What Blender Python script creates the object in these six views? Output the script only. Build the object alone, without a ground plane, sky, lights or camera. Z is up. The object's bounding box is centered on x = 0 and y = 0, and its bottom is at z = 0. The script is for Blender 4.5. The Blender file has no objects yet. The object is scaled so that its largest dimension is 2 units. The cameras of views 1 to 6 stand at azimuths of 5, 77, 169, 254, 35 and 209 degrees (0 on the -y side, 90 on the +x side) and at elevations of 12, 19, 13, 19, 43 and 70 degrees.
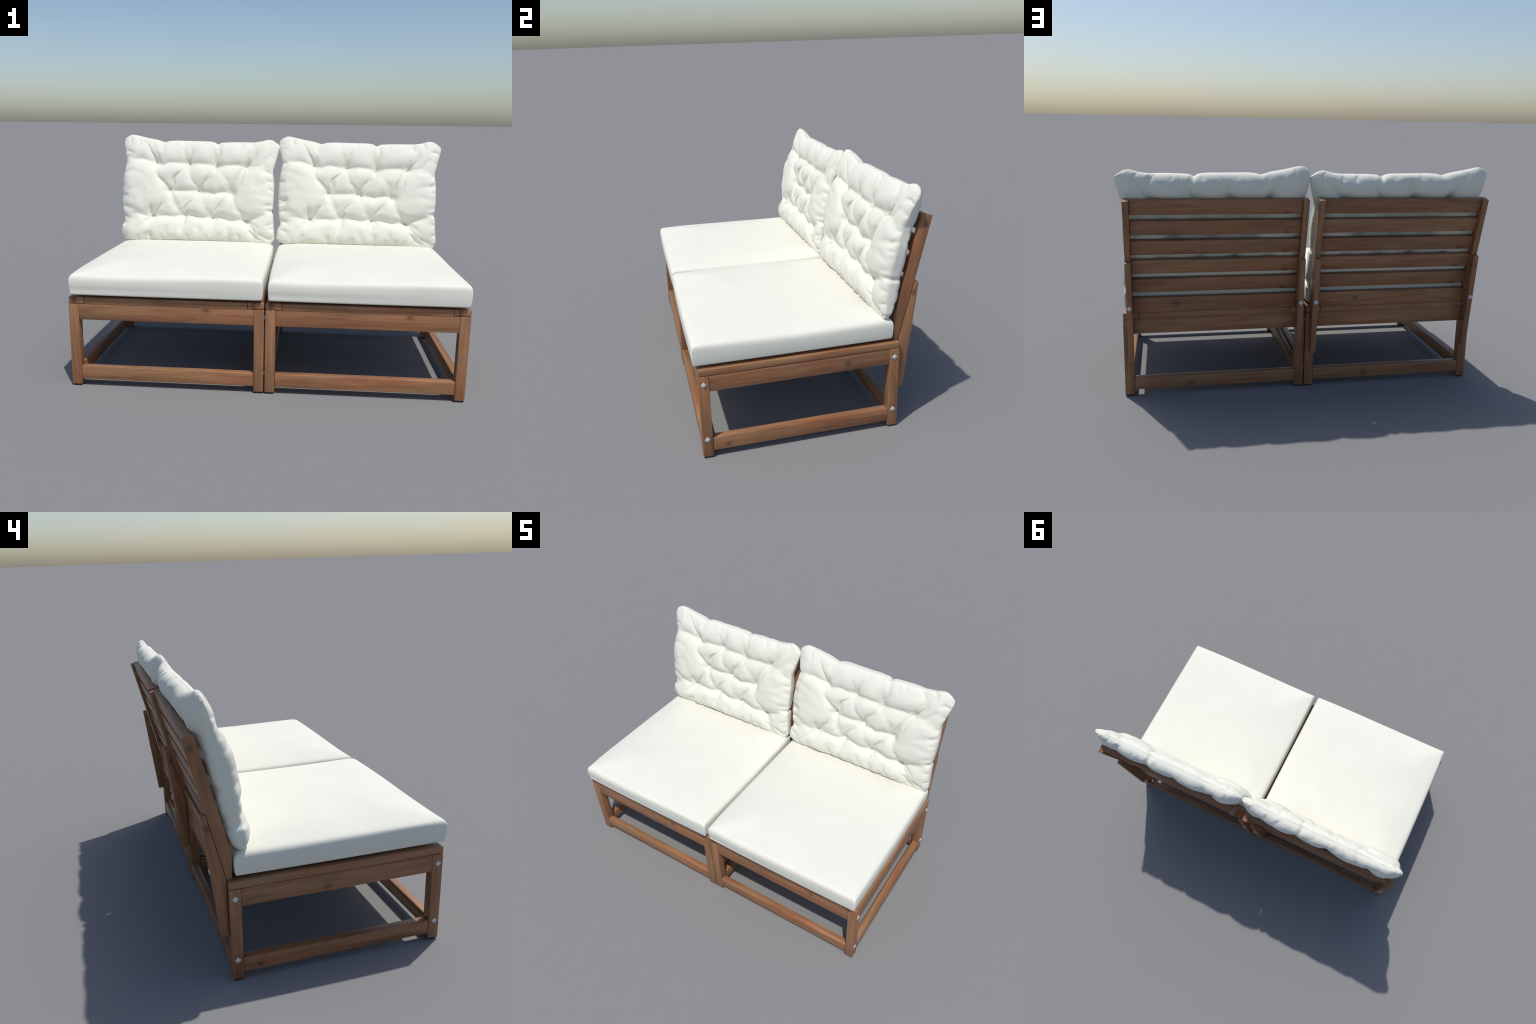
"""Two low wooden garden seats standing side by side, each with a slatted
tilting back, a box seat cushion and a button-tufted back cushion."""
import bpy, bmesh, math
import numpy as np
from mathutils import Vector, Matrix, noise

# ------------------------------------------------------------------ sizes (m)
HALF = 0.4940            # half width of one seat frame
CENTRES = (-0.5023, 0.4918)
Y_FRONT, Y_BACK = -0.5535, 0.4325
LEG = 0.050
PAD = 0.006
Z_APRON0, Z_APRON1 = 0.3548, 0.4368
Z_SEAT0, Z_SEAT1 = 0.438, 0.4715
Z_RAIL0, Z_RAIL1 = 0.0345, 0.1040
STILE_OUT, STILE_T = 0.470, 0.030
TILT = math.atan2(0.149, 0.616)         # lean of the back

# ================================================================= materials
def _n(nt, kind, **kw):
    node = nt.nodes.new(kind)
    for k, v in kw.items():
        setattr(node, k, v)
    return node

def _ramp(nt, fac, stops):
    r = _n(nt, "ShaderNodeValToRGB")
    el = r.color_ramp.elements
    while len(el) < len(stops):
        el.new(0.5)
    for e, (p, c) in zip(el, stops):
        e.position = p
        e.color = (c[0], c[1], c[2], 1) if len(c) == 3 else c
    nt.links.new(fac, r.inputs[0])
    return r.outputs[0]

def _mix(nt, fac, a, b, mode="MIX"):
    m = _n(nt, "ShaderNodeMix", data_type="RGBA", blend_type=mode)
    for sock, v in ((m.inputs[0], fac), (m.inputs[6], a), (m.inputs[7], b)):
        if hasattr(v, "links"):
            nt.links.new(v, sock)
        elif isinstance(v, (int, float)):
            sock.default_value = v
        else:
            sock.default_value = (*v, 1)
    return m.outputs[2]

def _math(nt, op, a, b=0.0, c=0.0):
    m = _n(nt, "ShaderNodeMath", operation=op)
    for s, v in zip(m.inputs, (a, b, c)):
        if hasattr(v, "links"):
            nt.links.new(v, s)
        else:
            s.default_value = v
    return m.outputs[0]

def wood_material(name, knots=()):
    """Oiled acacia; grain runs along the board's own X axis.
    knots: (x, cross position, axis) in the board's own frame."""
    m = bpy.data.materials.new(name)
    m.use_nodes = True
    nt = m.node_tree
    bsdf = nt.nodes["Principled BSDF"]
    L = nt.links
    tc = _n(nt, "ShaderNodeTexCoord")
    info = _n(nt, "ShaderNodeObjectInfo")
    off = _n(nt, "ShaderNodeVectorMath", operation="SCALE")
    off.inputs[0].default_value = (7.3, 3.1, 5.7)
    L.new(info.outputs["Random"], off.inputs["Scale"])
    pos = _n(nt, "ShaderNodeVectorMath", operation="ADD")
    L.new(tc.outputs["Object"], pos.inputs[0])
    L.new(off.outputs[0], pos.inputs[1])

    def grain(scale, stretch, detail, rough, dist=0.0):
        mp = _n(nt, "ShaderNodeMapping")
        mp.inputs["Scale"].default_value = stretch
        L.new(pos.outputs[0], mp.inputs["Vector"])
        t = _n(nt, "ShaderNodeTexNoise")
        t.inputs["Scale"].default_value = scale
        t.inputs["Detail"].default_value = detail
        t.inputs["Roughness"].default_value = rough
        t.inputs["Distortion"].default_value = dist
        L.new(mp.outputs[0], t.inputs["Vector"])
        return t.outputs["Fac"]

    bands = grain(9.0, (0.32, 3.2, 3.2), 3.0, 0.55, 0.8)      # broad figure
    streak = grain(30.0, (0.10, 3.0, 3.0), 4.0, 0.6, 0.2)     # fine streaks
    hue = grain(5.0, (0.6, 1.6, 1.6), 2.0, 0.5)               # red / olive drift
    base = _ramp(nt, bands, [(0.26, (0.210, 0.093, 0.046)), (0.44, (0.280, 0.131, 0.064)),
                             (0.58, (0.325, 0.158, 0.078)), (0.76, (0.385, 0.196, 0.101))])
    tint = _ramp(nt, hue, [(0.32, (1.07, 0.95, 0.90)), (0.5, (1.0, 1.0, 1.0)), (0.68, (0.93, 1.03, 1.0))])
    col = _mix(nt, 1.0, base, tint, "MULTIPLY")
    lines = _ramp(nt, streak, [(0.28, (0.82, 0.80, 0.78)), (0.50, (1.0, 1.0, 1.0)), (0.72, (1.07, 1.06, 1.05))])
    col = _mix(nt, 0.8, col, lines, "MULTIPLY")
    val = _ramp(nt, info.outputs["Random"], [(0.0, (0.88, 0.86, 0.85)), (1.0, (1.08, 1.08, 1.07))])
    col = _mix(nt, 1.0, col, val, "MULTIPLY")
    for kx, kc, axis in knots:
        sep = _n(nt, "ShaderNodeSeparateXYZ")
        L.new(tc.outputs["Object"], sep.inputs[0])
        dx = _math(nt, "MULTIPLY", _math(nt, "SUBTRACT", sep.outputs[0], kx), 0.75)
        dc = _math(nt, "SUBTRACT", sep.outputs["XYZ".index(axis)], kc)
        d = _math(nt, "SQRT", _math(nt, "ADD", _math(nt, "MULTIPLY", dx, dx), _math(nt, "MULTIPLY", dc, dc)))
        d = _math(nt, "ADD", d, _math(nt, "MULTIPLY", _math(nt, "SUBTRACT", bands, 0.5), 0.012))
        mask = _ramp(nt, d, [(0.000, (0.85,) * 3), (0.007, (0.62,) * 3), (0.014, (0.2,) * 3), (0.026, (0.0,) * 3)])
        col = _mix(nt, mask, col, (0.085, 0.040, 0.024))
    L.new(col, bsdf.inputs["Base Color"])
    bsdf.inputs["Roughness"].default_value = 0.42
    bsdf.inputs["Specular IOR Level"].default_value = 0.4
    bump = _n(nt, "ShaderNodeBump")
    bump.inputs["Strength"].default_value = 0.06
    bump.inputs["Distance"].default_value = 0.002
    L.new(streak, bump.inputs["Height"])
    L.new(bump.outputs[0], bsdf.inputs["Normal"])
    return m

def fabric_material():
    m = bpy.data.materials.new("off_white_canvas")
    m.use_nodes = True
    nt = m.node_tree
    bsdf = nt.nodes["Principled BSDF"]
    L = nt.links
    tc = _n(nt, "ShaderNodeTexCoord")
    t = _n(nt, "ShaderNodeTexNoise")
    t.inputs["Scale"].default_value = 5.0
    t.inputs["Detail"].default_value = 3.0
    L.new(tc.outputs["Object"], t.inputs["Vector"])
    col = _ramp(nt, t.outputs["Fac"], [(0.3, (0.744, 0.736, 0.645)), (0.7, (0.772, 0.764, 0.675))])
    L.new(col, bsdf.inputs["Base Color"])
    bsdf.inputs["Roughness"].default_value = 0.85
    bsdf.inputs["Specular IOR Level"].default_value = 0.2
    weave = _n(nt, "ShaderNodeTexNoise")
    weave.inputs["Scale"].default_value = 420.0
    weave.inputs["Detail"].default_value = 1.0
    L.new(tc.outputs["Object"], weave.inputs["Vector"])
    bump = _n(nt, "ShaderNodeBump")
    bump.inputs["Strength"].default_value = 0.05
    bump.inputs["Distance"].default_value = 0.001
    L.new(weave.outputs["Fac"], bump.inputs["Height"])
    L.new(bump.outputs[0], bsdf.inputs["Normal"])
    return m

def plain_material(name, col, rough, metal=0.0):
    m = bpy.data.materials.new(name)
    m.use_nodes = True
    nt = m.node_tree
    b = nt.nodes["Principled BSDF"]
    t = _n(nt, "ShaderNodeTexNoise")
    t.inputs["Scale"].default_value = 60.0
    tc = _n(nt, "ShaderNodeTexCoord")
    nt.links.new(tc.outputs["Object"], t.inputs["Vector"])
    c = _ramp(nt, t.outputs["Fac"], [(0.3, tuple(0.94 * v for v in col)), (0.7, tuple(1.06 * v for v in col))])
    nt.links.new(c, b.inputs["Base Color"])
    b.inputs["Roughness"].default_value = rough
    b.inputs["Metallic"].default_value = metal
    return m

WOOD = wood_material("oiled_acacia")
CLOTH = fabric_material()
STEEL = plain_material("zinc_steel", (0.62, 0.63, 0.65), 0.45, 0.1)
RUBBER = plain_material("black_rubber", (0.012, 0.012, 0.013), 0.7)

# ================================================================== geometry
def link(obj, parent=None):
    bpy.context.scene.collection.objects.link(obj)
    if parent is not None:
        obj.parent = parent
    return obj

def mesh_object(name, mesh, parent, matrix=None, mat=None):
    o = bpy.data.objects.new(name, mesh)
    if mat is not None and not mesh.materials:
        mesh.materials.append(mat)
    if matrix is not None:
        o.matrix_basis = matrix
    return link(o, parent)

def finish(bm, name, bevel=0.003, segments=2):
    if bevel:
        bmesh.ops.bevel(bm, geom=bm.edges[:], offset=bevel, segments=segments,
                        profile=0.5, affect="EDGES", clamp_overlap=True)
    bmesh.ops.recalc_face_normals(bm, faces=bm.faces[:])
    me = bpy.data.meshes.new(name)
    bm.to_mesh(me)
    bm.free()
    for p in me.polygons:
        p.use_smooth = True
    me.set_sharp_from_angle(angle=math.radians(50))
    return me

def board_mesh(name, length, width, thick, bevel=0.002):
    """Board centred on its origin: X length, Y thickness, Z width."""
    bm = bmesh.new()
    bmesh.ops.create_cube(bm, size=1.0)
    bmesh.ops.scale(bm, vec=(length, thick, width), verts=bm.verts)
    return finish(bm, name, bevel)

def plank_mesh(name, outline, thick, bevel=0.002):
    """Plank from a side outline in its own X-Z plane, thickness along Y."""
    bm = bmesh.new()
    lo = [bm.verts.new((x, -thick / 2, z)) for x, z in outline]
    hi = [bm.verts.new((x, thick / 2, z)) for x, z in outline]
    bm.faces.new(lo)
    bm.faces.new(hi[::-1])
    k = len(outline)
    for i in range(k):
        j = (i + 1) % k
        bm.faces.new((lo[i], hi[i], hi[j], lo[j]))
    return finish(bm, name, bevel)

def frame_matrix(centre, x_axis, z_axis):
    x = Vector(x_axis).normalized()
    z = Vector(z_axis).normalized()
    y = z.cross(x)
    return Matrix((( x.x, y.x, z.x, centre[0]), (x.y, y.y, z.y, centre[1]),
                   (x.z, y.z, z.z, centre[2]), (0, 0, 0, 1)))

# ----------------------------------------------------------- tufted cushion
def smooth_curve(points, n=400, width=0.012):
    """Rounded curve through a few control points, as a lookup function."""
    p = np.array(points, float)
    x = np.linspace(p[0, 0], p[-1, 0], n)
    y = np.interp(x, p[:, 0], p[:, 1])
    k = max(1, int(width * n / (p[-1, 0] - p[0, 0])))
    ker = np.hanning(2 * k + 3)
    ker /= ker.sum()
    pad = len(ker) // 2
    ext = np.concatenate([2 * y[0] - y[pad:0:-1], y, 2 * y[-1] - y[-2:-pad - 2:-1]])
    y = np.convolve(ext, ker, "valid")
    return lambda q: np.interp(q, x, y)

W_C, H_C = 0.970, 0.640      # nominal field the tufting is worked out on
Z_C = 0.593                  # height of its lower edge

def seg_distance(X, Z, a, b):
    a, b = np.array(a), np.array(b)
    d = b - a
    t = np.clip(((X - a[0]) * d[0] + (Z - a[1]) * d[1]) / (d @ d), 0, 1)
    return np.hypot(X - a[0] - t * d[0], Z - a[1] - t * d[1]), t

def wander(X, Z):
    """Folds in cloth never run straight: bend the coordinates a little."""
    return (X + 0.0055 * np.sin(37 * Z + 11 * X + 0.7) + 0.003 * np.sin(83 * Z - 41 * X),
            Z + 0.0050 * np.sin(33 * X - 9 * Z + 1.9) + 0.003 * np.sin(71 * X + 37 * Z))

def inflate(buttons, folds, lam, nx=195, nz=129, pull=3e4, spot=0.013):
    """Stuffing pushed against a sheet that is held at its rim, tied down at
    the buttons and drawn in along the folds (screened membrane equation)."""
    x = np.linspace(-W_C / 2, W_C / 2, nx)
    z = np.linspace(0, H_C, nz)
    X, Z = np.meshgrid(x, z, indexing="ij")
    h = x[1] - x[0]
    k = np.full_like(X, 1 / lam ** 2)
    for bx, bz in buttons:
        k += pull * np.exp(-((X - bx) ** 2 + (Z - bz) ** 2) / spot ** 2)
    XW, ZW = wander(X, Z)
    for path, strength, width in folds:
        best, along = np.full_like(X, 9.0), np.zeros_like(X)
        n = len(path) - 1
        for q, (a, b) in enumerate(zip(path[:-1], path[1:])):
            d, t = seg_distance(XW, ZW, a, b)
            m = d < best
            best, along = np.where(m, d, best), np.where(m, (q + t) / n, along)
        fade = 1 - 0.85 * np.clip((along - 0.35) / 0.5, 0, 1) if n > 1 else 1.0
        k += 4.0 * strength * fade * np.exp(-(best / width) ** 2)
    phi = np.zeros_like(X)
    den = 4 + h * h * k
    I, J = np.meshgrid(np.arange(1, nx - 1), np.arange(1, nz - 1), indexing="ij")
    masks = [((I + J) % 2 == c) for c in (0, 1)]
    w = 1.86
    for _ in range(500):
        for mk in masks:
            nb = phi[2:, 1:-1] + phi[:-2, 1:-1] + phi[1:-1, 2:] + phi[1:-1, :-2]
            new = (nb + h * h) / den[1:-1, 1:-1]
            cur = phi[1:-1, 1:-1]
            cur[mk] += w * (new[mk] - cur[mk])
    return x, z, np.maximum(phi, 0) / lam ** 2

def sample(x, z, f, qx, qz):
    i = np.clip((qx - x[0]) / (x[1] - x[0]), 0, len(x) - 1.001)
    j = np.clip((qz - z[0]) / (z[1] - z[0]), 0, len(z) - 1.001)
    a, b = i.astype(int), j.astype(int)
    u, v = i - a, j - b
    return (f[a, b] * (1 - u) * (1 - v) + f[a + 1, b] * u * (1 - v)
            + f[a, b + 1] * (1 - u) * v + f[a + 1, b + 1] * u * v)

# outline of the back cushion: sides bulge, notched where tufting pulls on the seam
LEFT = smooth_curve([(0, -0.470), (0.04, -0.494), (0.14, -0.486), (0.17, -0.471), (0.20, -0.472), (0.26, -0.481),
                     (0.42, -0.488), (0.60, -0.483), (0.72, -0.472), (0.755, -0.466), (0.80, -0.474),
                     (0.93, -0.489), (0.97, -0.487), (1, -0.470)])
RIGHT = smooth_curve([(0, 0.478), (0.05, 0.493), (0.18, 0.485), (0.29, 0.481), (0.315, 0.470), (0.34, 0.478),
                      (0.44, 0.483), (0.58, 0.483), (0.69, 0.475), (0.72, 0.474), (0.80, 0.488),
                      (0.945, 0.511), (0.975, 0.508), (1, 0.486)])
TOP = smooth_curve([(-0.5, 0.650), (-0.465, 0.664), (-0.435, 0.660), (-0.36, 0.644), (-0.29, 0.632), (-0.243, 0.618),
                    (-0.21, 0.626), (-0.16, 0.629), (-0.03, 0.627), (0.06, 0.626), (0.095, 0.620), (0.112, 0.606),
                    (0.135, 0.619), (0.20, 0.623), (0.36, 0.624), (0.40, 0.630), (0.445, 0.642), (0.475, 0.638), (0.5, 0.622)])
BOTTOM = smooth_curve([(-0.5, 0.006), (-0.46, -0.005), (-0.36, 0.002), (-0.32, 0.000), (-0.20, 0.004), (-0.10, 0.006), (0.0, 0.003),
                       (0.12, 0.004), (0.30, 0.000), (0.42, -0.006), (0.47, -0.012), (0.5, 0.000)])

def seam_plane(z):
    """y of the cushion's seam at height z: it leans on the slats."""
    s = np.clip((z - Z_C) / H_C, 0, 1.1)
    return 0.363 + 0.214 * (z - Z_C) - 0.011 * np.sin(np.pi * np.clip(s, 0, 1))

def back_limit(z):
    return 0.531 - 0.242 * (1.098 - z) - 0.001

def pleat(X, Z, path, depth, width, side):
    X, Z = wander(X, Z)
    best = np.full_like(X, 9.0)
    sign = np.ones_like(X)
    along = np.zeros_like(X)
    n = len(path) - 1
    for k, (a, b) in enumerate(zip(path[:-1], path[1:])):
        d, t = seg_distance(X, Z, a, b)
        cross = (b[0] - a[0]) * (Z - a[1]) - (b[1] - a[1]) * (X - a[0])
        m = d < best
        best = np.where(m, d, best)
        sign = np.where(m, np.where(cross < 0, -1.0, 1.0), sign)
        along = np.where(m, (k + t) / n, along)
    u = best * sign * side / width
    taper = (0.35 + 0.65 * (1 - along)) * np.clip((1 - along) / 0.25, 0, 1)
    return depth * taper * (0.5 * np.exp(-((u - 1.8) / 1.4) ** 2) - np.exp(-u * u))

LAM = 0.046                  # distance over which the stuffing fills out again
PLAIN = inflate([], [], 0.080)
PLAIN_T = inflate([], [], LAM)

def gap_bulge(z):
    """1 midway between two back slats, 0 behind a slat."""
    d = (1.0855 - z) / math.cos(TILT)
    return max(0.0, -math.cos((d - 0.0405) / 0.1098 * 2 * math.pi) - 0.3) / 0.7

def tufted_cushion_mesh(name, rows, seed):
    top, mid, low = rows
    P = lambda q: (q[0], q[1] - Z_C)
    t, m, l = [P(q) for q in top], [P(q) for q in mid], [P(q) for q in low]
    buttons = t + m + l
    folds = []
    add = lambda pts, s, w=0.006: folds.append((pts, s, w))
    # seams of tension along each row, out to the notches at the rim
    for row, s in ((t, 1300), (m, 1600), (l, 1900)):
        for a, b in zip(row[:-1], row[1:]):
            add([a, b], s, 0.007)
    add([t[0], (-0.40, t[0][1] + 0.002), (-0.475, 0.492)], 1300, 0.007)
    add([t[3], (0.40, t[3][1] - 0.010), (0.478, 0.455)], 500, 0.008)
    add([l[0], (-0.37, l[0][1] + 0.010), (-0.46, 0.160)], 900, 0.007)
    add([(-0.475, 0.118), (-0.42, 0.135), (-0.37, l[0][1] - 0.004)], 800, 0.007)
    add([l[3], (0.385, l[3][1] + 0.032), (0.475, 0.200)], 1300, 0.008)
    ROWS = len(folds)
    # slanting folds between the rows
    def slant(a, b, bend, s, w=0.006):
        c = ((a[0] + b[0]) / 2 + bend, (a[1] + b[1]) / 2)
        add([a, c, b], s, w)
    slant(m[0], t[0], -0.022, 1000, 0.008); slant(m[0], t[1], -0.012, 1900, 0.006)
    slant(m[1], t[1], -0.014, 420, 0.009);  slant(m[1], t[2], -0.004, 1900, 0.006)
    slant(m[2], t[2], 0.012, 250, 0.010);   slant(m[2], t[3], -0.026, 1700, 0.006)
    slant(l[0], m[0], 0.026, 1700, 0.006);  slant(l[1], m[0], -0.008, 380, 0.009)
    slant(l[1], m[1], -0.006, 1500, 0.007); slant(l[2], m[1], -0.012, 200, 0.010)
    slant(l[2], m[2], -0.016, 1300, 0.006); slant(l[3], m[2], -0.010, 420, 0.010)
    slant(t[1], m[0], 0.020, 260, 0.010);   slant(t[3], m[2], 0.012, 420, 0.008)
    slant(m[0], l[1], 0.016, 300, 0.009);   slant(m[1], l[0], 0.040, 160, 0.010)
    add([l[0], (-0.308, l[0][1] + 0.04), (-0.296, l[0][1] + 0.085)], 1300, 0.006)
    # loose wrinkles in the wide side panels
    for x, z, dx, dz, s in ((-0.44, 0.30, 0.09, 0.020, 160), (-0.42, 0.42, 0.10, -0.015, 140), (0.44, 0.37, -0.11, -0.02, 170),
                            (0.45, 0.29, -0.12, 0.015, 150), (0.43, 0.52, -0.08, -0.045, 260), (0.46, 0.44, -0.09, 0.012, 260),
                            (-0.46, 0.205, 0.10, -0.02, 260), (0.02, 0.055, -0.03, 0.05, 200), (-0.20, 0.05, 0.03, 0.06, 240), (0.20, 0.04, -0.02, 0.06, 240)):
        add([(x, z), (x + dx / 2, z + dz * 0.8), (x + dx, z + dz)], s, 0.010)
    # pleats running from the outer rows to the rim
    up = lambda q, dx, dz, s, w=0.006: add([q, (q[0] + dx * .6, q[1] + dz * .5), (q[0] + dx, q[1] + dz)], s, w)
    up(t[0], -0.060, 0.125, 1200); up(t[0], 0.012, 0.075, 900)
    up(t[1], 0.038, 0.115, 1600, 0.005); up(t[1], -0.020, 0.115, 500)
    up(t[2], 0.004, 0.135, 2200, 0.005); up(t[2], -0.036, 0.12, 900, 0.005)
    up(t[3], 0.062, 0.135, 1500, 0.006); up(t[3], -0.02, 0.07, 500)
    up(l[0], -0.070, -0.065, 900); up(l[0], -0.030, -0.075, 800, 0.005)
    up(l[1], -0.012, -0.135, 1100); up(l[2], -0.030, -0.135, 1200, 0.005)
    up(l[3], 0.070, -0.090, 900, 0.007); up(l[3], 0.095, -0.055, 500, 0.007)
    add([(0.335, 0.075), (0.37, 0.040), (0.41, 0.018)], 1500, 0.005)
    add([(0.40, 0.060), (0.44, 0.035), (0.475, 0.026)], 1500, 0.005)
    # short gathers where the cloth is drawn up along the seam
    rng = np.random.default_rng(seed + 40)
    gathers = []
    for side in range(4):
        n = 17 if side < 2 else 12
        for k in range(n):
            q = (k + rng.uniform(0.15, 0.85)) / n
            ln, lean = rng.uniform(0.02, 0.055), rng.uniform(-0.02, 0.02)
            if side < 2:
                x, z = (q - 0.5) * W_C, side * H_C
                path = [(x, z), (x + lean, z + (ln if side == 0 else -ln))]
            else:
                x, z = (side - 2.5) * W_C, q * H_C
                path = [(x, z), (x + (ln if side == 2 else -ln), z + lean)]
            gathers.append((path, rng.uniform(300, 1500), 0.006))
    folds += gathers[::2] + gathers[1::2]
    gx, gz, front = inflate(buttons, folds, LAM)
    back_folds = []
    for row in (t, m, l):
        for a, b in zip(row[:-1], row[1:]):
            back_folds.append(([a, b], 900, 0.008))
    for a, dx in zip(t, (-0.05, 0.03, 0.02, 0.06)):
        back_folds.append(([a, (a[0] + dx, a[1] + 0.10)], 900, 0.007))
    for a, b in ((m[0], t[0]), (m[0], t[1]), (m[1], t[1]), (m[1], t[2]), (m[2], t[3]), (l[1], m[0]), (l[2], m[1]), (l[3], m[2])):
        back_folds.append(([a, b], 500, 0.007))
    _, _, rear = inflate(buttons, back_folds + gathers, LAM)

    nu, nv = 270, 190
    ease = lambda n: (lambda q: 0.35 * q + 0.65 * (0.5 - 0.5 * np.cos(np.pi * q)))(np.linspace(0, 1, n + 1))
    S, T = np.meshgrid(ease(nu), ease(nv), indexing="ij")
    qx, qz = (S - 0.5) * W_C, T * H_C
    x0 = S - 0.5
    X = LEFT(T) * (1 - S) + RIGHT(T) * S
    Zt = Z_C + BOTTOM(x0) * (1 - T) + TOP(x0) * T
    # the plain pillow sets the edge roundness, the tufting scales it down
    full = np.clip(sample(gx, gz, PLAIN[2], qx, qz), 0, 1)
    base = np.maximum(sample(gx, gz, PLAIN_T[2], qx, qz), 1e-4)
    tuft_f = np.clip(sample(gx, gz, front, qx, qz) / base, 0, 1)
    tuft_r = np.clip(sample(gx, gz, rear, qx, qz) / base, 0, 1)
    crest = np.clip((T - 0.62) / 0.34, 0, 1)
    crest = crest * crest * (3 - 2 * crest)                 # the head of the cushion lolls back over the slats
    horn = np.zeros_like(S)                                 # corners are pinched to points
    for cs in (-0.5, 0.5):
        for cz in (0.0, 1.0):
            horn += np.exp(-((x0 - cs) * W_C / 0.055) ** 2 - ((T - cz) * H_C / 0.060) ** 2)
    pinch = 1 - 0.38 * np.clip(horn, 0, 1)
    fr = (0.096 - 0.024 * crest) * (1 - 0.18 * np.clip(horn, 0, 1)) * full ** (0.38 + 0.14 * crest) * tuft_f ** 0.95
    rr = (0.078 + 0.040 * crest * (1 - horn)) * pinch * full ** (0.29 + 0.19 * crest) * tuft_r ** 0.60
    fr = np.where(fr > 0.052, 0.052 + 0.018 * (1 - np.exp(-np.maximum(fr - 0.052, 0) / 0.018)), fr)   # cover goes taut
    # pleats: a narrow valley with the pushed-up cloth standing beside it
    rng = np.random.default_rng(seed + 7)
    for path, strength, width in folds[ROWS:]:
        fr += pleat(qx, qz, path, min(0.0085, 0.001 + strength * 3.6e-6), width * rng.uniform(1.1, 1.6),
                    rng.choice((-1, 1))) * full ** 0.35
    for bx, bz in buttons:                        # puckers radiating from each button
        a0 = rng.uniform(0, 6.28)
        for k in range(7):
            ang = a0 + k * 0.898 + rng.uniform(-0.35, 0.35)
            ln = rng.uniform(0.022, 0.058)
            tip = (bx + ln * math.cos(ang), bz + ln * math.sin(ang))
            fr += pleat(qx, qz, [(bx, bz), tip], rng.uniform(0.0012, 0.0042), 0.0050, rng.choice((-1, 1)))
    for path, strength, width in gathers + back_folds:
        rr += pleat(qx, qz, path, 0.0008 + strength * 2.4e-6, width, rng.choice((-1, 1))) * full ** 0.35
    fr, rr = np.maximum(fr, 0.0), np.maximum(rr, 0.0)
    rng = np.random.default_rng(seed)
    ofs = rng.uniform(0, 50, 3)
    verts, index = [], {}
    ca, sa = math.cos(0.21), math.sin(0.21)
    for side in (0, 1):
        for i in range(nu + 1):
            for j in range(nv + 1):
                rim = i in (0, nu) or j in (0, nv)
                if side == 1 and rim:
                    index[1, i, j] = index[0, i, j]
                    continue
                x, z = X[i, j], Zt[i, j]
                h = fr[i, j] if side == 0 else rr[i, j]
                p = Vector((x * 9, z * 9, side * 3.0)) + Vector(ofs)
                h *= 1 + 0.07 * noise.noise(p) + 0.035 * noise.noise(p * 2.7)
                y = seam_plane(z)
                if rim:
                    g = 0.0060 * (0.6 + 0.6 * noise.noise(Vector((x * 11, z * 11, 5.0))))   # seam sunk between the puffs
                    x -= g * math.copysign(1, x) * (i in (0, nu))
                    z += g * (1 if j == 0 else -1) * (j in (0, nv))
                    x += 0.0035 * noise.noise(Vector((x * 22, z * 22, 8.0)))
                    z += 0.0035 * noise.noise(Vector((x * 22, z * 22, 9.0)))
                    y += 0.006 * noise.noise(Vector((x * 14, z * 14, 1.0)))
                if side == 0:
                    yy, zz = y - h * ca, z + h * sa
                else:
                    yy, zz = y + h * ca, z - h * sa * 0.2
                    lim = back_limit(zz) + 0.007 * gap_bulge(zz)
                    if zz < 1.10 and yy > lim - 0.006:          # pressed flat on the slats
                        e = yy - (lim - 0.006)
                        yy = lim - 0.006 + 0.006 * (1 - math.exp(-e / 0.006))
                rest = 0.606 - 0.022 * min(1, abs(x / 0.49)) ** 4   # rests on the seat cushion
                if zz < rest:
                    zz = rest - 0.016 * (1 - math.exp(-(rest - zz) / 0.016))
                index[side, i, j] = len(verts)
                verts.append((x, yy, zz))
    faces = []
    for i in range(nu):
        for j in range(nv):
            q = [(i, j), (i + 1, j), (i + 1, j + 1), (i, j + 1)]
            faces.append([index[0, a, b] for a, b in q])
            faces.append([index[1, a, b] for a, b in q[::-1]])
    me = bpy.data.meshes.new(name)
    me.from_pydata(verts, [], faces)
    me.update()
    for p in me.polygons:
        p.use_smooth = True
    return me

# -------------------------------------------------------------- box cushion
# softness round the seat pad by bearing: 0 right, 90 back, 180 left, 270 front
EDGE_SOFT = smooth_curve([(0, 0.9), (35, 0.7), (90, 0.3), (140, 1.0), (180, 0.2), (218, -0.6), (232, 0.9),
                          (265, 0.3), (300, -0.7), (318, -0.5), (335, 0.4), (360, 0.9)], width=12)

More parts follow.
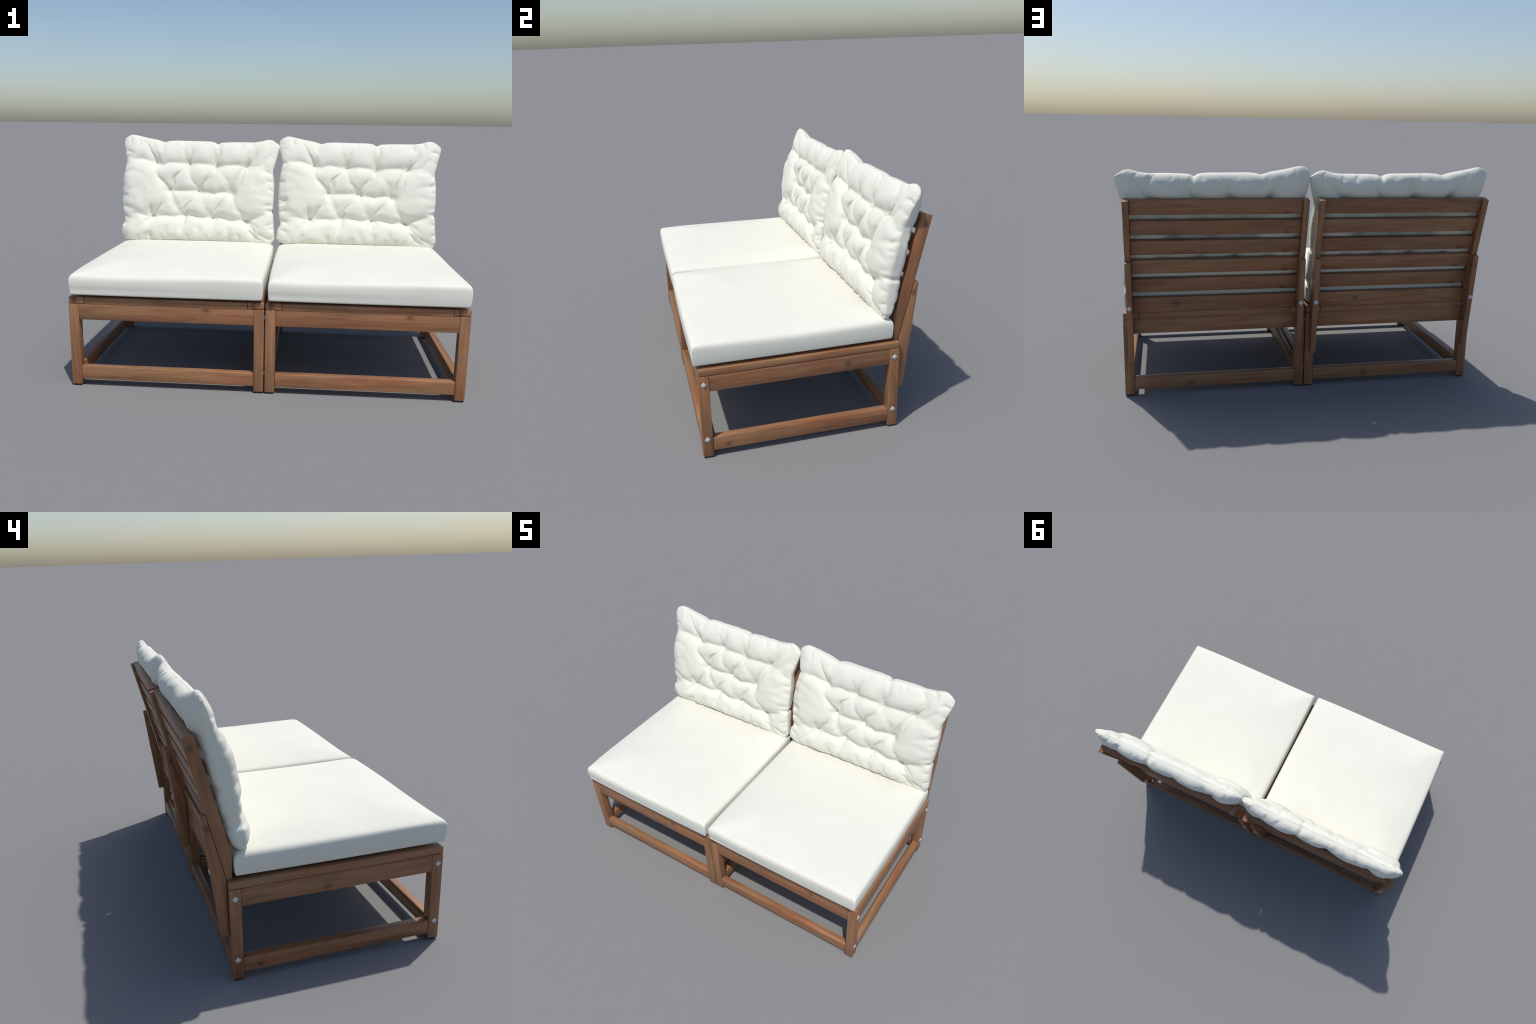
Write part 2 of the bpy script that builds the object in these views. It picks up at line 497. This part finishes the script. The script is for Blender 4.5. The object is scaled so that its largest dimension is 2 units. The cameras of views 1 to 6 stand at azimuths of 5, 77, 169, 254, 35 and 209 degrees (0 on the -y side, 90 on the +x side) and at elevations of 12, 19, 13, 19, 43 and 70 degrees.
def box_cushion_mesh(name, seed):
    """Foam seat pad lofted through rounded-rectangle rings, bottom to top."""
    hx, y0, y1 = 0.485, -0.574, 0.402
    cy, hy = (y0 + y1) / 2, (y1 - y0) / 2
    # inset from the widest outline, height, corner radius
    prof = [(0.40, 0.474, 0.02), (0.25, 0.474, 0.02), (0.12, 0.475, 0.02), (0.07, 0.477, 0.018), (0.04, 0.480, 0.015),
            (0.020, 0.4845, 0.012), (0.010, 0.488, 0.010), (0.0045, 0.4915, 0.007), (0.004, 0.494, 0.006),
            (0.003, 0.500, 0.006), (0.0015, 0.512, 0.006), (0.0005, 0.528, 0.006), (0.0, 0.545, 0.006), (0.0004, 0.560, 0.006),
            (0.0012, 0.570, 0.007), (0.0030, 0.578, 0.009), (0.006, 0.5845, 0.012), (0.0105, 0.5895, 0.016),
            (0.0175, 0.5932, 0.022), (0.030, 0.5975, 0.030), (0.058, 0.6030, 0.036), (0.085, 0.6090, 0.04), (0.13, 0.617, 0.05),
            (0.19, 0.6235, 0.06), (0.26, 0.630, 0.06), (0.34, 0.634, 0.05), (0.42, 0.6355, 0.04)]
    per, cor = 34, 8

    def ring(a, b, r):
        pts = []
        for q, (sx, sy) in enumerate(((1, -1), (1, 1), (-1, 1), (-1, -1))):
            c = (sx * (a - r), sy * (b - r))
            ang0 = (-0.5 + 0.5 * q) * math.pi
            arc = [(c[0] + r * math.cos(ang0 + 0.5 * math.pi * k / cor), c[1] + r * math.sin(ang0 + 0.5 * math.pi * k / cor)) for k in range(cor + 1)]
            if pts:
                p, n = pts[-1], arc[0]
                pts += [(p[0] + (n[0] - p[0]) * k / per, p[1] + (n[1] - p[1]) * k / per) for k in range(1, per)]
            pts += arc
        p, n = pts[-1], pts[0]
        pts += [(p[0] + (n[0] - p[0]) * k / per, p[1] + (n[1] - p[1]) * k / per) for k in range(1, per)]
        return pts

    bm = bmesh.new()
    rings = []
    for inset, z, r in prof:
        loop = []
        for px, py in ring(hx - inset, hy - inset, min(r, hx - inset - 0.01)):
            if z > 0.56 and inset < 0.1:
                # softness of the top edge changes round the pad
                ang = math.atan2(py / hy, px / hx)
                soft = 1.02 + 0.9 * EDGE_SOFT(math.degrees(ang) % 360)
                extra = inset * (soft - 1) * (1 - inset / 0.1)
                px -= extra * (px / hx)
                py -= extra * (py / hy)
            edge = max(0.0, 1 - inset / 0.12)
            fx, fy = px / hx, py / hy
            bul = 0.004 * edge                                    # sides swell mid-way, corners stay tight
            px += bul * math.copysign(1, px) * (abs(fx) > 0.9) * (1 - fy * fy)
            py += bul * math.copysign(1, py) * (abs(fy) > 0.9) * (1 - fx * fx)
            zz = z
            if z > 0.54:
                zz += 0.0015 * noise.noise(Vector((px * 4, py * 4, seed)))
            if 0.5 < z < 0.53 and fy < -0.9:                      # shallow hollow low on the front
                py += 0.004 * math.exp(-((z - 0.514) / 0.010) ** 2) * (0.5 - 0.5 * fx)
            loop.append(bm.verts.new((px, py + cy, zz)))
        rings.append(loop)
    k = len(rings[0])
    for a, b in zip(rings[:-1], rings[1:]):
        for i in range(k):
            j = (i + 1) % k
            bm.faces.new((a[i], a[j], b[j], b[i]))
    bm.faces.new(rings[0][::-1])
    bm.faces.new(rings[-1])
    return finish(bm, name, 0)

# =================================================================== assembly
def diamond_mesh(name):
    bm = bmesh.new()
    bmesh.ops.create_cube(bm, size=1.0)
    bmesh.ops.scale(bm, vec=(0.0200, 0.0050, 0.0200), verts=bm.verts)
    bmesh.ops.rotate(bm, cent=(0, 0, 0), matrix=Matrix.Rotation(math.radians(45), 3, "Y"), verts=bm.verts)
    return finish(bm, name, 0.0006, 1)

LEG_H = Z_APRON1 - PAD
leg_me = board_mesh("leg", LEG_H, LEG, LEG, 0.002)
pad_me = board_mesh("foot_pad", 0.044, 0.044, PAD, 0.001)
IN_W = 2 * HALF - 2 * LEG - 0.0024
IN_D = Y_BACK - Y_FRONT - 2 * LEG - 0.0024
AP_H, AP_T = Z_APRON1 - Z_APRON0, 0.034
RL_H, RL_T, RS_T = Z_RAIL1 - Z_RAIL0, 0.036, 0.039
long_apron = board_mesh("apron", IN_W, AP_H, AP_T)
long_apron_plain = board_mesh("apron", IN_W, AP_H, AP_T)
side_apron_r = board_mesh("apron", IN_D, AP_H, AP_T)
side_apron_l = board_mesh("apron", IN_D, AP_H, AP_T)
long_rail = board_mesh("stretcher", IN_W, RL_H, RL_T, 0.0025)
front_rail = board_mesh("stretcher", IN_W, RL_H, RL_T, 0.0025)
side_rail_r = board_mesh("stretcher", IN_D, RL_H, RS_T, 0.0025)
side_rail_l = board_mesh("stretcher", IN_D, RL_H, RS_T, 0.0025)
SEAT_T = Z_SEAT1 - Z_SEAT0
SB_W = 0.0815
side_board = board_mesh("seat_side_board", Y_BACK - Y_FRONT, SB_W, SEAT_T, 0.0045)
SLAT_N = 8
SLAT_L = 2 * (HALF - SB_W) - 0.003
SLAT_W = 0.094
seat_slat = board_mesh("seat_slat", SLAT_L, SLAT_W, SEAT_T, 0.002)
BACK_L = 2 * (STILE_OUT - STILE_T) - 0.002
back_slat = board_mesh("back_slat", BACK_L, 0.0775, 0.031, 0.002)
back_rail = board_mesh("back_rail", BACK_L, 0.085, 0.030, 0.002)
bolt_me = diamond_mesh("bolt")

# side outlines given as (y, z) in the seat's frame, turned into plank frames
def slanted_plank(name, outline, low, high, thick):
    low, high = Vector((0, *low)), Vector((0, *high))
    ax = (high - low).normalized()                 # plank's own X, up the slope
    nz = Vector((0, ax.z, -ax.y))                  # plank's own Z, to the rear
    mid = (low + high) / 2
    loc = [((Vector((0, *p)) - mid).dot(ax), (Vector((0, *p)) - mid).dot(nz)) for p in outline]
    return plank_mesh(name, loc, thick), ax, nz, mid

STILE_LINE = [(0.411, 0.4725), (0.4335, 0.4725), (0.5815, 1.0855), (0.531, 1.0975), (0.408, 0.590)]
BRACE_LINE = [(0.4345, 0.209), (0.467, 0.209), (0.5285, 0.7635), (0.5075, 0.7685), (0.4365, 0.473)]
stile_me, st_ax, st_nz, st_mid = slanted_plank("back_stile", STILE_LINE, (0.42, 0.4725), (0.556, 1.09), STILE_T)
brace_me, br_ax, br_nz, br_mid = slanted_plank("back_brace", BRACE_LINE, (0.45, 0.209), (0.518, 0.766), STILE_T)

# knots, placed as on the real boards
leg_me.materials.append(WOOD)
long_apron.materials.append(wood_material("oiled_acacia_knot_a", [(0.206, 0.028, "Z")]))
side_apron_r.materials.append(wood_material("oiled_acacia_knot_b", [(0.228, 0.000, "Z")]))
side_apron_l.materials.append(wood_material("oiled_acacia_knot_c", [(-0.060, -0.016, "Z")]))
long_rail.materials.append(wood_material("oiled_acacia_knot_d", [(0.14, -0.010, "Z")]))
side_rail_r.materials.append(wood_material("oiled_acacia_knot_e", [(-0.370, -0.011, "Z")]))
side_rail_l.materials.append(wood_material("oiled_acacia_knot_f", [(0.370, -0.011, "Z")]))
back_rail.materials.append(wood_material("oiled_acacia_knot_g", [(0.215, 0.006, "Z")]))
back_slat.materials.append(wood_material("oiled_acacia_knot_i", [(-0.36, -0.034, "Z")]))
stile_me.materials.append(wood_material("oiled_acacia_knot_h", [(0.272, 0.004, "Z")]))
brace_me.materials.append(wood_material("oiled_acacia_knot_j", [(0.225, -0.008, "Z")]))
side_board.materials.append(wood_material("oiled_acacia_knot_k", [(-0.49, 0.012, "Z")]))

TUFTS = (
    (((-0.280, 1.087), (-0.075, 1.083), (0.113, 1.078), (0.312, 1.078)),
     ((-0.182, 0.915), (0.015, 0.908), (0.217, 0.905)),
     ((-0.290, 0.750), (-0.090, 0.753), (0.104, 0.746), (0.308, 0.732))),
    (((-0.276, 1.083), (-0.080, 1.072), (0.113, 1.068), (0.317, 1.073)),
     ((-0.176, 0.912), (0.017, 0.906), (0.221, 0.893)),
     ((-0.289, 0.747), (-0.098, 0.753), (0.101, 0.749), (0.300, 0.738))),
)

X, Y, Zv = Vector((1, 0, 0)), Vector((0, 1, 0)), Vector((0, 0, 1))

def build_seat(cx, tufts, seed):
    root = bpy.data.objects.new("garden_seat", None)
    root.empty_display_size = 0.2
    root.location = (cx, 0, 0)
    root["label"] = "low brown slatted wood garden seat with white tufted cushions"
    root["category"] = "garden seat"
    link(root)

    def board(name, me, centre, length_axis, width_axis, mat=WOOD):
        return mesh_object(name, me, root, frame_matrix(centre, length_axis, width_axis), mat)

    rec = 0.002                                     # boards sit a touch behind the leg faces
    for sx in (-1, 1):
        for y in (Y_FRONT + LEG / 2, Y_BACK - LEG / 2):
            lx = sx * (HALF - LEG / 2)
            leg = board("leg", leg_me, (lx, y, PAD + LEG_H / 2), Zv, -X * sx if y < 0 else X * sx)
            inv = leg.matrix_basis.inverted()
            mesh_object("foot_pad", pad_me, leg, inv @ frame_matrix((lx, y, PAD / 2), X, Y), RUBBER)
            for z in (0.1, 0.393):
                by = Y_FRONT + 0.0245 if y < 0 else Y_BACK - 0.0245
                mesh_object("bolt", bolt_me, leg,
                            inv @ frame_matrix((sx * (HALF + 0.0005), by, z), -Y * sx, Zv), STEEL)
    # aprons and low stretchers
    board("apron", long_apron, (0, Y_FRONT + rec + AP_T / 2, (Z_APRON0 + Z_APRON1) / 2), X, Zv)
    board("apron", long_apron_plain, (0, Y_BACK - rec - AP_T / 2, (Z_APRON0 + Z_APRON1) / 2), X, Zv)
    ax = HALF - rec - AP_T / 2
    ym = (Y_FRONT + Y_BACK) / 2
    board("apron", side_apron_r, (ax, ym, (Z_APRON0 + Z_APRON1) / 2), Y, Zv)
    board("apron", side_apron_l, (-ax, ym, (Z_APRON0 + Z_APRON1) / 2), -Y, Zv)
    zr = (Z_RAIL0 + Z_RAIL1) / 2
    board("stretcher", front_rail, (0, Y_FRONT + rec + RL_T / 2, zr), -X, Zv)
    board("stretcher", long_rail, (0, Y_BACK - rec - RL_T / 2, zr), X, Zv)
    rx = HALF - rec - RS_T / 2
    board("stretcher", side_rail_r, (rx, ym, zr), Y, Zv)
    board("stretcher", side_rail_l, (-rx, ym, zr), Y, Zv)
    # seat deck
    zs = (Z_SEAT0 + Z_SEAT1) / 2
    for sx in (-1, 1):
        board("seat_side_board", side_board, (sx * (HALF - SB_W / 2), ym, zs), Y, -X)
    pitch = (Y_BACK - Y_FRONT - SLAT_W - 0.002) / (SLAT_N - 1)
    for i in range(SLAT_N):
        board("seat_slat", seat_slat, (0, Y_FRONT + 0.001 + SLAT_W / 2 + i * pitch, zs - 0.0008), X, Y)
    # tilting back
    for sx in (-1, 1):
        px = sx * (STILE_OUT - STILE_T / 2)
        board("back_stile", stile_me, (px, st_mid.y, st_mid.z), st_ax, st_nz)
        br = board("back_brace", brace_me, (px, br_mid.y, br_mid.z), br_ax, br_nz)
        inv = br.matrix_basis.inverted()
        edge = Vector((0, 0.5285 - 0.467, 0.7635 - 0.209)).normalized()
        out = Vector((0, edge.z, -edge.y))
        spot = Vector((px, 0.467, 0.209)) + edge * 0.310 + out * 0.0005
        mesh_object("bolt", bolt_me, br, inv @ frame_matrix(spot, X, edge), STEEL)
    up = Vector((0, math.sin(TILT), math.cos(TILT)))
    rear = Vector((0, math.cos(TILT), -math.sin(TILT)))
    head = Vector((0, 0.5815, 1.0855))
    for d in (0.0405, 0.1510, 0.2605, 0.3700, 0.4795):
        c = head - up * d - rear * (0.019 + 0.0155)
        board("back_slat", back_slat, c, X, up)
    lean = Vector((0, 0.10, 1)).normalized()
    board("back_rail", back_rail, (0, 0.424, 0.5155), X, lean)
    # cushions
    mesh_object("seat_cushion", box_cushion_mesh("seat_cushion", seed * 1.7), root, Matrix.Translation((0.002, 0, 0)), CLOTH)
    mesh_object("back_cushion", tufted_cushion_mesh("back_cushion", tufts, seed), root, Matrix.Identity(4), CLOTH)

for i, cx in enumerate(CENTRES):
    build_seat(cx, TUFTS[i], 11 + i)
